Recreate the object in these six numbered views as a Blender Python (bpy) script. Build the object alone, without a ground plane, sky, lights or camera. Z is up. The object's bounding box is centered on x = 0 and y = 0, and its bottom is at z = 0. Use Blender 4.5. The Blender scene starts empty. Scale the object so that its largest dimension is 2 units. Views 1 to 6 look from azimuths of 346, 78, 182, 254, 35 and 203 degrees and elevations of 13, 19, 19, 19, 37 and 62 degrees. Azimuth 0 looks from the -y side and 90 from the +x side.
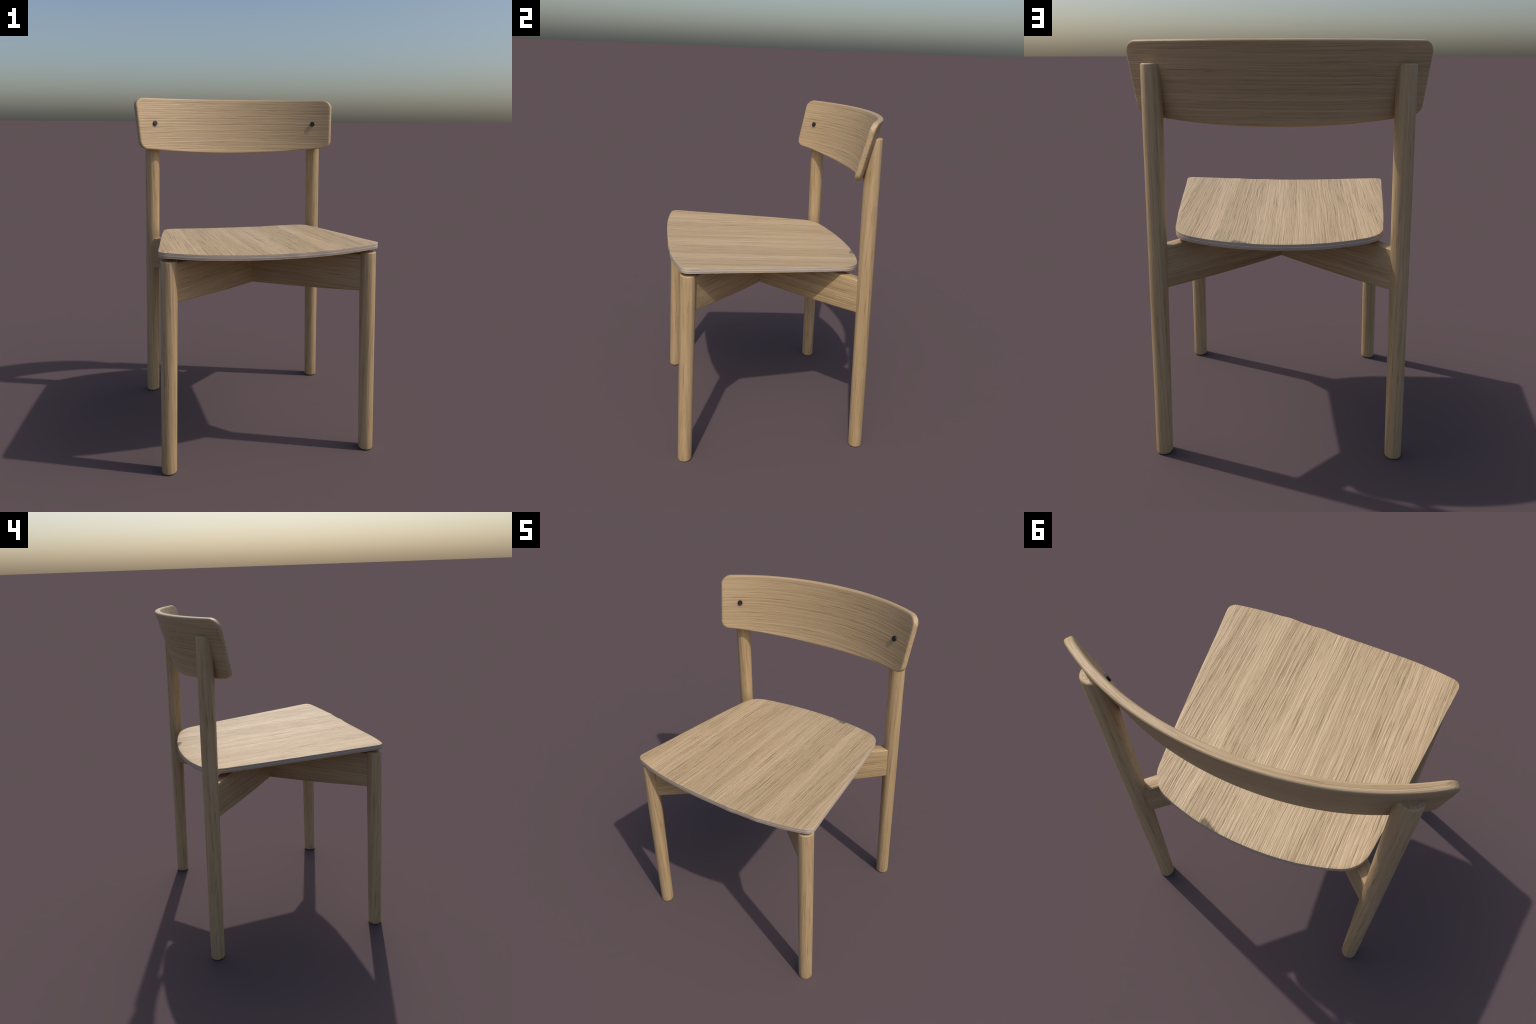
"""Oak dining chair: round splayed legs, crossed under-seat rails, dished plywood
seat and a curved, raked backrest board held by two dark screws."""
import bpy, bmesh, math
from mathutils import Vector, Matrix

# ------------------------------------------------------------------ sizes
SEAT_T = 0.0295           # plywood panel thickness
VENEER_T = 0.0030
BACK_T = 0.0335            # backrest board thickness
BACK_K = 0.266            # rake: metres backwards per metre of height
BACK_Y = 0.5865            # front face of the board at x = 0, z = 2
LEG_R0, LEG_R1 = 0.0412, 0.0450


def seat_top(x, y):
    """Seat surface: dished across, sloping down to the back."""
    hollow = max(0.0, 1 - (x / 0.56) ** 2) * max(0.0, 1 - (y / 0.58) ** 2)
    return 1.1632 - 0.0535 * y + 0.078 * x * x - 0.0008 * hollow


def back_sag(x):
    """Bend of the backrest board, a little tighter towards its ends."""
    return 0.380 * x ** 2 + 0.22 * x ** 4


def back_front(x, z):
    return BACK_Y - back_sag(x) - BACK_K * (2.0 - z)


def back_normal(x, z):
    """Unit normal pointing backwards, away from the sitter."""
    dydx = -(0.760 * x + 0.88 * x ** 3)
    return Vector((-dydx, 1.0, -BACK_K)).normalized()


# ------------------------------------------------------------------ node helpers
class Nodes:
    def __init__(self, name):
        self.mat = bpy.data.materials.new(name)
        self.mat.use_nodes = True
        self.t = self.mat.node_tree
        self.t.nodes.clear()

    def add(self, kind, **props):
        n = self.t.nodes.new(kind)
        for k, v in props.items():
            setattr(n, k, v)
        return n

    def put(self, sock, v):
        if hasattr(v, "links") or isinstance(v, bpy.types.NodeSocket):
            self.t.links.new(v, sock)
        else:
            sock.default_value = v

    def math(self, op, a, b=0.0, c=None, clamp=False):
        n = self.add("ShaderNodeMath", operation=op, use_clamp=clamp)
        self.put(n.inputs[0], a)
        self.put(n.inputs[1], b)
        if c is not None:
            self.put(n.inputs[2], c)
        return n.outputs[0]

    def xyz(self, x, y, z):
        n = self.add("ShaderNodeCombineXYZ")
        for i, v in enumerate((x, y, z)):
            self.put(n.inputs[i], v)
        return n.outputs[0]

    def noise(self, vec, scale=1.0, detail=2.0, rough=0.5, dist=0.0):
        n = self.add("ShaderNodeTexNoise")
        self.put(n.inputs["Vector"], vec)
        n.inputs["Scale"].default_value = scale
        n.inputs["Detail"].default_value = detail
        n.inputs["Roughness"].default_value = rough
        n.inputs["Distortion"].default_value = dist
        return n.outputs["Fac"]

    def remap(self, v, lo, hi, a=0.0, b=1.0):
        n = self.add("ShaderNodeMapRange", interpolation_type="SMOOTHSTEP")
        self.put(n.inputs["Value"], v)
        for key, val in (("From Min", lo), ("From Max", hi), ("To Min", a), ("To Max", b)):
            n.inputs[key].default_value = val
        return n.outputs["Result"]

    def mix(self, fac, a, b, mode="MIX"):
        n = self.add("ShaderNodeMix", data_type="RGBA", blend_type=mode)
        self.put(n.inputs["Factor"], fac)
        for sock, v in ((n.inputs["A"], a), (n.inputs["B"], b)):
            pass
        cols = [s for s in n.inputs if s.type == "RGBA"]
        self.put(cols[0], a)
        self.put(cols[1], b)
        return [s for s in n.outputs if s.type == "RGBA"][0]

    def finish(self, color, rough, normal=None, spec=0.5, metal=0.0):
        p = self.add("ShaderNodeBsdfPrincipled")
        self.put(p.inputs["Base Color"], color)
        self.put(p.inputs["Roughness"], rough)
        p.inputs["Specular IOR Level"].default_value = spec
        p.inputs["Metallic"].default_value = metal
        if normal is not None:
            self.put(p.inputs["Normal"], normal)
        out = self.add("ShaderNodeOutputMaterial")
        self.t.links.new(p.outputs[0], out.inputs["Surface"])
        return self.mat


def oak(name, frame, light, dark, relief, fine=1.0, rough=0.5, pore=0.62, shift=0.0, wander=0.03, break_up=5.0, line=0.16, pore_len=10.0):
    """Oak with long grain.  `frame` returns (along, across, depth) sockets."""
    n = Nodes(name)
    tc = n.add("ShaderNodeTexCoord")
    sep = n.add("ShaderNodeSeparateXYZ")
    n.t.links.new(tc.outputs["Object"], sep.inputs[0])
    al, ac, de = frame(n, *sep.outputs)
    rnd = n.add("ShaderNodeObjectInfo").outputs["Random"]
    off = n.math("ADD", n.math("MULTIPLY", rnd, 7.0), shift)
    al = n.math("ADD", al, off)
    # slow wander of the grain lines
    warp = n.noise(n.xyz(n.math("MULTIPLY", al, 2.2), n.math("MULTIPLY", ac, 4.0), n.math("MULTIPLY", de, 4.0)), 1.0, 1.0)
    ac = n.math("ADD", ac, n.math("MULTIPLY", n.math("SUBTRACT", warp, 0.5), wander))
    wig = n.noise(n.xyz(n.math("MULTIPLY", al, 16.0), n.math("MULTIPLY", ac, 30.0), n.math("MULTIPLY", de, 30.0)), 1.0, 1.0)
    ac = n.math("ADD", ac, n.math("MULTIPLY", n.math("SUBTRACT", wig, 0.5), wander * 0.12))

    def field(a, c, d, **k):
        return n.noise(n.xyz(n.math("MULTIPLY", al, a), n.math("MULTIPLY", ac, c), n.math("MULTIPLY", de, d)), 1.0, **k)

    bands = field(0.25, 9.0, 9.0, detail=3.0, rough=0.6)          # wide growth bands
    lines = field(0.9, 62.0 * fine, 62.0 * fine, detail=3.0, rough=0.62)   # long grain lines
    hair = field(5.0, 190.0 * fine, 190.0 * fine, detail=2.0)     # fine fibres
    pores = field(pore_len, 150.0 * fine, 150.0 * fine, detail=2.0, rough=0.5)  # short open pores
    dense = n.remap(lines, 0.48, 0.62)                              # pores sit in the early wood
    open_pore = n.math("MULTIPLY", n.remap(pores, 0.57, 0.66), n.math("MULTIPLY_ADD", dense, 0.6, 0.4))
    col = n.mix(n.remap(bands, 0.37, 0.63), (*dark, 1), (*light, 1))
    s = n.math("MULTIPLY_ADD", n.remap(lines, 0.36, 0.64, 1.0, 0.0), line, 1.0 - 0.62 * line)
    h = n.math("MULTIPLY_ADD", hair, 0.24, 0.88)
    p = n.math("SUBTRACT", 1.0, n.math("MULTIPLY", open_pore, 1.0 - pore))
    f = n.math("MULTIPLY", n.math("MULTIPLY", s, h), p)
    # pores keep more red than blue: brownish, not grey
    fb = n.math("POWER", f, 1.25)
    fr = n.math("POWER", f, 0.9)
    col = n.mix(1.0, col, n.xyz(fr, f, fb), "MULTIPLY")
    ridge = field(break_up, 74.0 * fine, 74.0 * fine, detail=3.0, rough=0.6)
    height = n.math("SUBTRACT", ridge, n.math("MULTIPLY", open_pore, 0.30))
    height = n.math("ADD", height, n.math("MULTIPLY", hair, 0.15))
    b = n.add("ShaderNodeBump")
    b.inputs["Strength"].default_value = 1.0
    b.inputs["Distance"].default_value = relief
    n.put(b.inputs["Height"], height)
    return n.finish(col, rough, b.outputs["Normal"])


def plywood(name):
    """Edge plies: pale cream cross plies between mauve-grey long plies."""
    n = Nodes(name)
    tc = n.add("ShaderNodeTexCoord")
    sep = n.add("ShaderNodeSeparateXYZ")
    n.t.links.new(tc.outputs["Object"], sep.inputs[0])
    x, y, z = sep.outputs
    # depth below the seat surface, 0 at the top, 1 at the underside
    top = n.math("ADD", n.math("MULTIPLY", n.math("MULTIPLY", x, x), 0.078), n.math("MULTIPLY_ADD", y, -0.0535, 1.1632))
    d = n.math("DIVIDE", n.math("SUBTRACT", top, z), SEAT_T)
    wob = n.noise(n.xyz(n.math("MULTIPLY", x, 6.0), n.math("MULTIPLY", y, 6.0), 0.0), 1.0, 2.0)
    d = n.math("ADD", d, n.math("MULTIPLY", n.math("SUBTRACT", wob, 0.5), 0.05))
    ramp = n.add("ShaderNodeValToRGB")
    n.put(ramp.inputs["Fac"], d)
    cream, mauve, mid = (0.71, 0.58, 0.42, 1), (0.37, 0.295, 0.255, 1), (0.49, 0.405, 0.345, 1)
    stops = [(0.0, cream), (0.12, cream), (0.17, mauve), (0.30, mid), (0.40, mauve), (0.45, cream), (0.53, cream),
             (0.58, mauve), (0.70, mid), (0.84, mauve), (0.90, cream), (1.0, cream)]
    el = ramp.color_ramp.elements
    while len(el) < len(stops):
        el.new(1.0)
    for e, (pos, c) in zip(el, stops):
        e.position = pos
        e.color = c
    spots = n.noise(n.xyz(n.math("MULTIPLY", x, 9.0), n.math("MULTIPLY", y, 9.0), n.math("MULTIPLY", z, 160.0)), 1.0, 2.0)
    col = n.mix(n.remap(spots, 0.66, 0.76, 0.0, 0.55), ramp.outputs["Color"], (0.33, 0.20, 0.12, 1))
    grain = n.noise(n.xyz(n.math("MULTIPLY", x, 30.0), n.math("MULTIPLY", y, 30.0), n.math("MULTIPLY", z, 400.0)), 1.0, 2.0)
    g = n.math("MULTIPLY_ADD", grain, 0.2, 0.9)
    col = n.mix(1.0, col, n.xyz(g, g, g), "MULTIPLY")
    return n.finish(col, 0.6)


def screw_black(name):
    n = Nodes(name)
    tc = n.add("ShaderNodeTexCoord")
    v = n.noise(tc.outputs["Object"], 300.0, 2.0)
    col = n.mix(v, (0.010, 0.011, 0.013, 1), (0.018, 0.019, 0.021, 1))
    return n.finish(col, 0.5, spec=0.4)


# frames: (along, across, depth) for each part
def seat_frame(n, x, y, z):
    d = n.math("ADD", z, n.math("MULTIPLY_ADD", y, 0.0535, n.math("MULTIPLY", n.math("MULTIPLY", x, x), -0.078)))
    return y, x, d


def back_frame(n, x, y, z):
    xx = n.math("MULTIPLY", x, x)
    d = n.math("ADD", y, n.math("MULTIPLY", xx, n.math("MULTIPLY_ADD", xx, 0.22, 0.380)))
    return x, z, n.math("MULTIPLY_ADD", z, -BACK_K, d)


def leg_frame(n, x, y, z):
    return z, x, n.math("MULTIPLY", y, 0.5)


def rail_frame(n, x, y, z):
    return x, z, y


SEAT_L, SEAT_D = (0.570, 0.407, 0.234), (0.480, 0.336, 0.184)
WARM_L, WARM_D = (0.520, 0.364, 0.198), (0.440, 0.302, 0.156)
M_SEAT = oak("oak_veneer", seat_frame, SEAT_L, SEAT_D, 0.0052, fine=1.35, pore=0.78, break_up=2.6, line=0.15, pore_len=6.5, wander=0.022)
M_BACK = oak("oak_board", back_frame, (0.545, 0.387, 0.219), (0.455, 0.316, 0.170), 0.0022, fine=1.75, pore=0.78, shift=3.0, wander=0.012, break_up=2.5, line=0.17, pore_len=6.0)
M_LEG = oak("oak_turned", leg_frame, WARM_L, WARM_D, 0.0018, fine=1.6, pore=0.70, wander=0.007, break_up=3.0, line=0.20, pore_len=7.0)
M_RAIL = oak("oak_rail", rail_frame, WARM_L, WARM_D, 0.0022, fine=1.6, pore=0.70, shift=5.0, wander=0.008, break_up=3.0, line=0.20, pore_len=8.0)
M_PLY = plywood("plywood_edge")
M_SCREW = screw_black("black_screw")

# ------------------------------------------------------------------ mesh helpers
root = bpy.data.objects.new("dining_chair", None)
bpy.context.scene.collection.objects.link(root)
root["label"] = "light oak dining chair with curved plywood seat and backrest"
root["category"] = "chair"


def make(name, bm, mat, parent, angle=40.0, matrix=None):
    bmesh.ops.recalc_face_normals(bm, faces=bm.faces)
    me = bpy.data.meshes.new(name)
    bm.to_mesh(me)
    bm.free()
    me.materials.append(mat)
    for p in me.polygons:
        p.use_smooth = True
    me.set_sharp_from_angle(angle=math.radians(angle))
    return place(name, me, parent, matrix)


def place(name, me, parent, matrix=None):
    ob = bpy.data.objects.new(name, me)
    bpy.context.scene.collection.objects.link(ob)
    ob.parent = parent
    if matrix is not None:
        ob.matrix_world = matrix
    return ob


def rounded(points, radii, steps=12):
    """Closed polygon whose corners with a radius become arcs."""
    out, n = [], len(points)
    for i, (p, r) in enumerate(zip(points, radii)):
        p = Vector(p)
        if r <= 0:
            out.append(p)
            continue
        a = (Vector(points[i - 1]) - p).normalized()
        b = (Vector(points[(i + 1) % n]) - p).normalized()
        half = a.angle(b) / 2
        c = p + (a + b).normalized() * (r / math.sin(half))
        t = r / math.tan(half)
        v0, v1 = p + a * t - c, p + b * t - c
        sweep = v0.angle_signed(v1)
        for k in range(steps + 1):
            out.append(c + Matrix.Rotation(-sweep * k / steps, 2) @ v0)
    return out


def resample(loop, count):
    pts = loop + [loop[0]]
    dist = [0.0]
    for a, b in zip(pts, pts[1:]):
        dist.append(dist[-1] + (b - a).length)
    out, j = [], 0
    for k in range(count):
        d = dist[-1] * k / count
        while dist[j + 1] < d:
            j += 1
        f = (d - dist[j]) / max(1e-9, dist[j + 1] - dist[j])
        out.append(pts[j].lerp(pts[j + 1], f))
    return out


def mirrored(half, radii):
    """Half outline from the middle line round to the middle line, x >= 0."""
    pts = list(half) + [(-x, y) for x, y in reversed(half) if x > 1e-6]
    rad = list(radii) + [r for (x, y), r in zip(reversed(half), reversed(radii)) if x > 1e-6]
    return pts, rad


def plate(loop, centre, w0, w1, edge, shape, rings=26, arc=5):
    """Slab between depths w0 and w1 with rounded rim; shape(x, y, w) bends it."""
    count = len(loop)
    area = sum(a.x * b.y - a.y * b.x for a, b in zip(loop, loop[1:] + loop[:1]))
    sgn = 1.0 if area > 0 else -1.0
    inward = []
    for i in range(count):
        t = (loop[(i + 1) % count] - loop[i - 1]).normalized()
        inward.append(Vector((-t.y, t.x)) * sgn)
    prof = []                                       # (scale, inset, depth)
    for k in range(1, rings):
        prof.append((k / rings, edge, w0))
    for k in range(arc + 1):
        th = math.pi / 2 * k / arc
        prof.append((1.0, edge * (1 - math.sin(th)), w0 + edge * (1 - math.cos(th))))
    mids = 3
    for k in range(1, mids):
        f = k / mids
        prof.append((1.0, 0.0, w0 + edge + (w1 - w0 - 2 * edge) * f))
    for k in range(arc + 1):
        th = math.pi / 2 * k / arc
        prof.append((1.0, edge * (1 - math.cos(th)), w1 - edge * (1 - math.sin(th))))
    for k in range(rings - 1, 0, -1):
        prof.append((k / rings, edge, w1))
    bm = bmesh.new()
    c = Vector(centre)
    rows = []
    for s, ins, w in prof:
        row = []
        for p, nrm in zip(loop, inward):
            q = c + (p + nrm * ins - c) * s
            row.append(bm.verts.new(shape(q.x, q.y, w)))
        rows.append(row)
    for a, b in zip(rows, rows[1:]):
        for i in range(count):
            j = (i + 1) % count
            bm.faces.new((a[i], a[j], b[j], b[i]))
    for row, w in ((rows[0], w0), (rows[-1], w1)):
        v = bm.verts.new(shape(c.x, c.y, w))
        for i in range(count):
            bm.faces.new((v, row[i], row[(i + 1) % count]))
    return bm


# ------------------------------------------------------------------ seat
front = [(0.0, -0.6185), (0.06, -0.6185), (0.12, -0.6180), (0.18, -0.6165), (0.25, -0.6140), (0.31, -0.6105), (0.36, -0.6065),
         (0.41, -0.6010), (0.46, -0.5935), (0.51, -0.5840), (0.5985, -0.5640)]
side = [(0.590, -0.480), (0.577, -0.370), (0.557, -0.170), (0.539, 0.000), (0.522, 0.150), (0.503, 0.290)]
rear = [(0.482, 0.452), (0.352, 0.495), (0.290, 0.5105), (0.228, 0.5235), (0.165, 0.5320), (0.106, 0.5375), (0.05, 0.5405), (0.0, 0.5410)]
half = front + side + rear
rad = [0] * len(half)
rad[len(front) - 1] = 0.045
rad[len(front) + len(side)] = 0.14
seat_loop = resample(rounded(*mirrored(half, rad)), 420)


def seat_shape(x, y, w):
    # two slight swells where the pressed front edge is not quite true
    swell = 0.0
    for cx in (0.285, 0.113):
        swell += math.exp(-((x - cx) / 0.038) ** 2)
    swell *= max(0.0, min(1.0, (-0.50 - y) / 0.11)) ** 2
    return Vector((x * 0.9985, y - 0.0038 * swell, seat_top(x, y) + 0.0012 * swell - w))


seat = make("seat", plate([p * 0.9994 for p in seat_loop], (0, 0), VENEER_T - 0.0002, SEAT_T - VENEER_T + 0.0002, 0.0004, seat_shape, arc=2), M_PLY, root, 50)
make("veneer", plate(seat_loop, (0, 0), 0.0, VENEER_T, 0.0013, seat_shape, rings=40, arc=3), M_SEAT, seat, 60)
make("veneer", plate(seat_loop, (0, 0), SEAT_T - VENEER_T, SEAT_T, 0.0013, seat_shape, arc=3), M_SEAT, seat, 60)

# ------------------------------------------------------------------ backrest
bhalf = [(0.0, 2.0), (0.2, 2.0), (0.4, 2.0), (0.6405, 2.0), (0.6165, 1.688), (0.49, 1.6745), (0.41, 1.6665), (0.33, 1.6595),
         (0.25, 1.654), (0.16, 1.650), (0.08, 1.648), (0.0, 1.6475)]
brad = [0, 0, 0, 0.046, 0.050] + [0] * 7
back_loop = resample(rounded(*mirrored(bhalf, brad)), 420)


def back_shape(x, z, w):
    p = Vector((x, back_front(x, z), z)) + back_normal(x, z) * w
    # the board is trimmed after bending: lower edge level, upper edge falling back a little
    p.z = z + back_normal(x, z).z * w * 0.5 * max(0.0, min(1.0, (z - 1.75) / 0.2))
    return p


make("backrest", plate(back_loop, (0, 1.82), 0.0, BACK_T, 0.0095, back_shape, rings=40, arc=7), M_BACK, root, 60)

# ------------------------------------------------------------------ screws in the backrest
for sx in (-1, 1):
    bm = bmesh.new()
    prof = [(0.0147, -0.006), (0.0147, 0.0080), (0.0139, 0.0091)]
    rings = [[bm.verts.new((r * math.cos(a), r * math.sin(a), h)) for a in [2 * math.pi * k / 40 for k in range(40)]] for r, h in prof]
    for a, b in zip(rings, rings[1:]):
        for i in range(40):
            bm.faces.new((a[i], a[(i + 1) % 40], b[(i + 1) % 40], b[i]))
    bm.faces.new(rings[0])
    bm.faces.new(rings[-1])
    x, z = 0.525 * sx, 1.842
    out = -back_normal(x, z)
    m = Matrix.Translation((x, back_front(x, z), z)) @ out.to_track_quat("Z", "Y").to_matrix().to_4x4()
    make("screw", bm, M_SCREW, root, 30, m)


# ------------------------------------------------------------------ legs
def leg_mesh(length, r0, r1, r_edge0=0.009, r_edge1=0.007, seg=72):
    bm = bmesh.new()
    prof = []
    for k in range(6):
        th = math.pi / 2 * k / 5
        prof.append((r0 - r_edge0 * (1 - math.sin(th)), r_edge0 * (1 - math.cos(th))))
    for k in range(1, 24):
        f = k / 24
        z = r_edge0 + (length - r_edge0 - r_edge1) * f
        prof.append((r0 + (r1 - r0) * min(1.0, f * 1.15) ** 0.8, z))
    for k in range(6):
        th = math.pi / 2 * k / 5
        prof.append((r1 - r_edge1 * (1 - math.cos(th)), length - r_edge1 * (1 - math.sin(th))))
    rows = [[bm.verts.new((r * math.cos(2 * math.pi * i / seg), r * math.sin(2 * math.pi * i / seg), z)) for i in range(seg)] for r, z in prof]
    for a, b in zip(rows, rows[1:]):
        for i in range(seg):
            j = (i + 1) % seg
            bm.faces.new((a[i], a[j], b[j], b[i]))
    bm.faces.new(rows[0])
    bm.faces.new(rows[-1])
    return bm


def leg_matrix(foot, head):
    """Shear along the splay, so that both ends stay level."""
    d = (Vector(head) - Vector(foot))
    m = Matrix.Identity(4)
    m[0][2], m[1][2] = d.x / d.z, d.y / d.z
    m[0][3], m[1][3], m[2][3] = foot
    return m


FRONT_H, REAR_H = 1.170, 1.905
for sx in (-1, 1):
    m = leg_matrix((0.571 * sx, -0.5615, 0.0), (0.541 * sx, -0.531, FRONT_H))
    bm = leg_mesh(FRONT_H, LEG_R0, 0.0438)
    # splay built into the mesh: the object itself stays at the foot
    loc = Matrix.Translation(m.translation)
    bm.transform(loc.inverted() @ m)
    make("leg", bm, M_LEG, root, 50, loc)
for sx in (-1, 1):
    foot = (0.586 * sx, 0.502, 0.0)
    m = leg_matrix(foot, (0.537 * sx, 0.458, REAR_H))
    bm = leg_mesh(REAR_H, LEG_R0, LEG_R1)
    loc = Matrix.Translation(m.translation)
    bm.transform(m)
    # flat seat for the backrest, cut inside the board's thickness
    x, z = 0.535 * sx, 1.80
    nrm = back_normal(x, z)
    co = Vector((x, back_front(x, z), z)) + nrm * (BACK_T * 0.55)
    geom = bm.verts[:] + bm.edges[:] + bm.faces[:]
    cut = bmesh.ops.bisect_plane(bm, geom=geom, plane_co=co, plane_no=-nrm, clear_outer=True)
    edges = [e for e in cut["geom_cut"] if isinstance(e, bmesh.types.BMEdge)]
    bmesh.ops.holes_fill(bm, edges=edges, sides=0)
    bm.transform(loc.inverted())
    make("leg", bm, M_LEG, root, 40, loc)


# ------------------------------------------------------------------ crossed rails under the seat
def rail_mesh(length, thick, shave, edge=0.006):
    bm = bmesh.new()
    rows = []
    steps = 40
    for k in range(steps + 1):
        s = -1 + 2 * k / steps                      # -1 at the front leg, +1 at the rear leg
        zb = 0.9038 - 0.026 * s + 0.021 * s * s + shave
        zt = 1.127 - 0.030 * s + 0.009 * (1 - s * s) - shave
        h = thick / 2
        sec = []
        for cy, cz, a0 in ((h - edge, zt - edge, 0), (-h + edge, zt - edge, 90), (-h + edge, zb + edge, 180), (h - edge, zb + edge, 270)):
            for j in range(5):
                th = math.radians(a0 + 90 * j / 4)
                sec.append((cy + edge * math.cos(th), cz + edge * math.sin(th)))
        rows.append([bm.verts.new((s * length / 2, y, z)) for y, z in sec])
    m = len(rows[0])
    for a, b in zip(rows, rows[1:]):
        for i in range(m):
            bm.faces.new((a[i], a[(i + 1) % m], b[(i + 1) % m], b[i]))
    bm.faces.new(rows[0])
    bm.faces.new(rows[-1])
    return bm


for sx, shave in ((1, 0.0), (-1, 0.0015)):
    a, b = Vector((-0.544 * sx, -0.534, 0)), Vector((0.556 * sx, 0.476, 0))
    d = b - a
    m = Matrix.Translation((a + b) / 2) @ Matrix.Rotation(math.atan2(d.y, d.x), 4, "Z")
    make("rail", rail_mesh(d.length, 0.0635, shave), M_RAIL, root, 40, m)
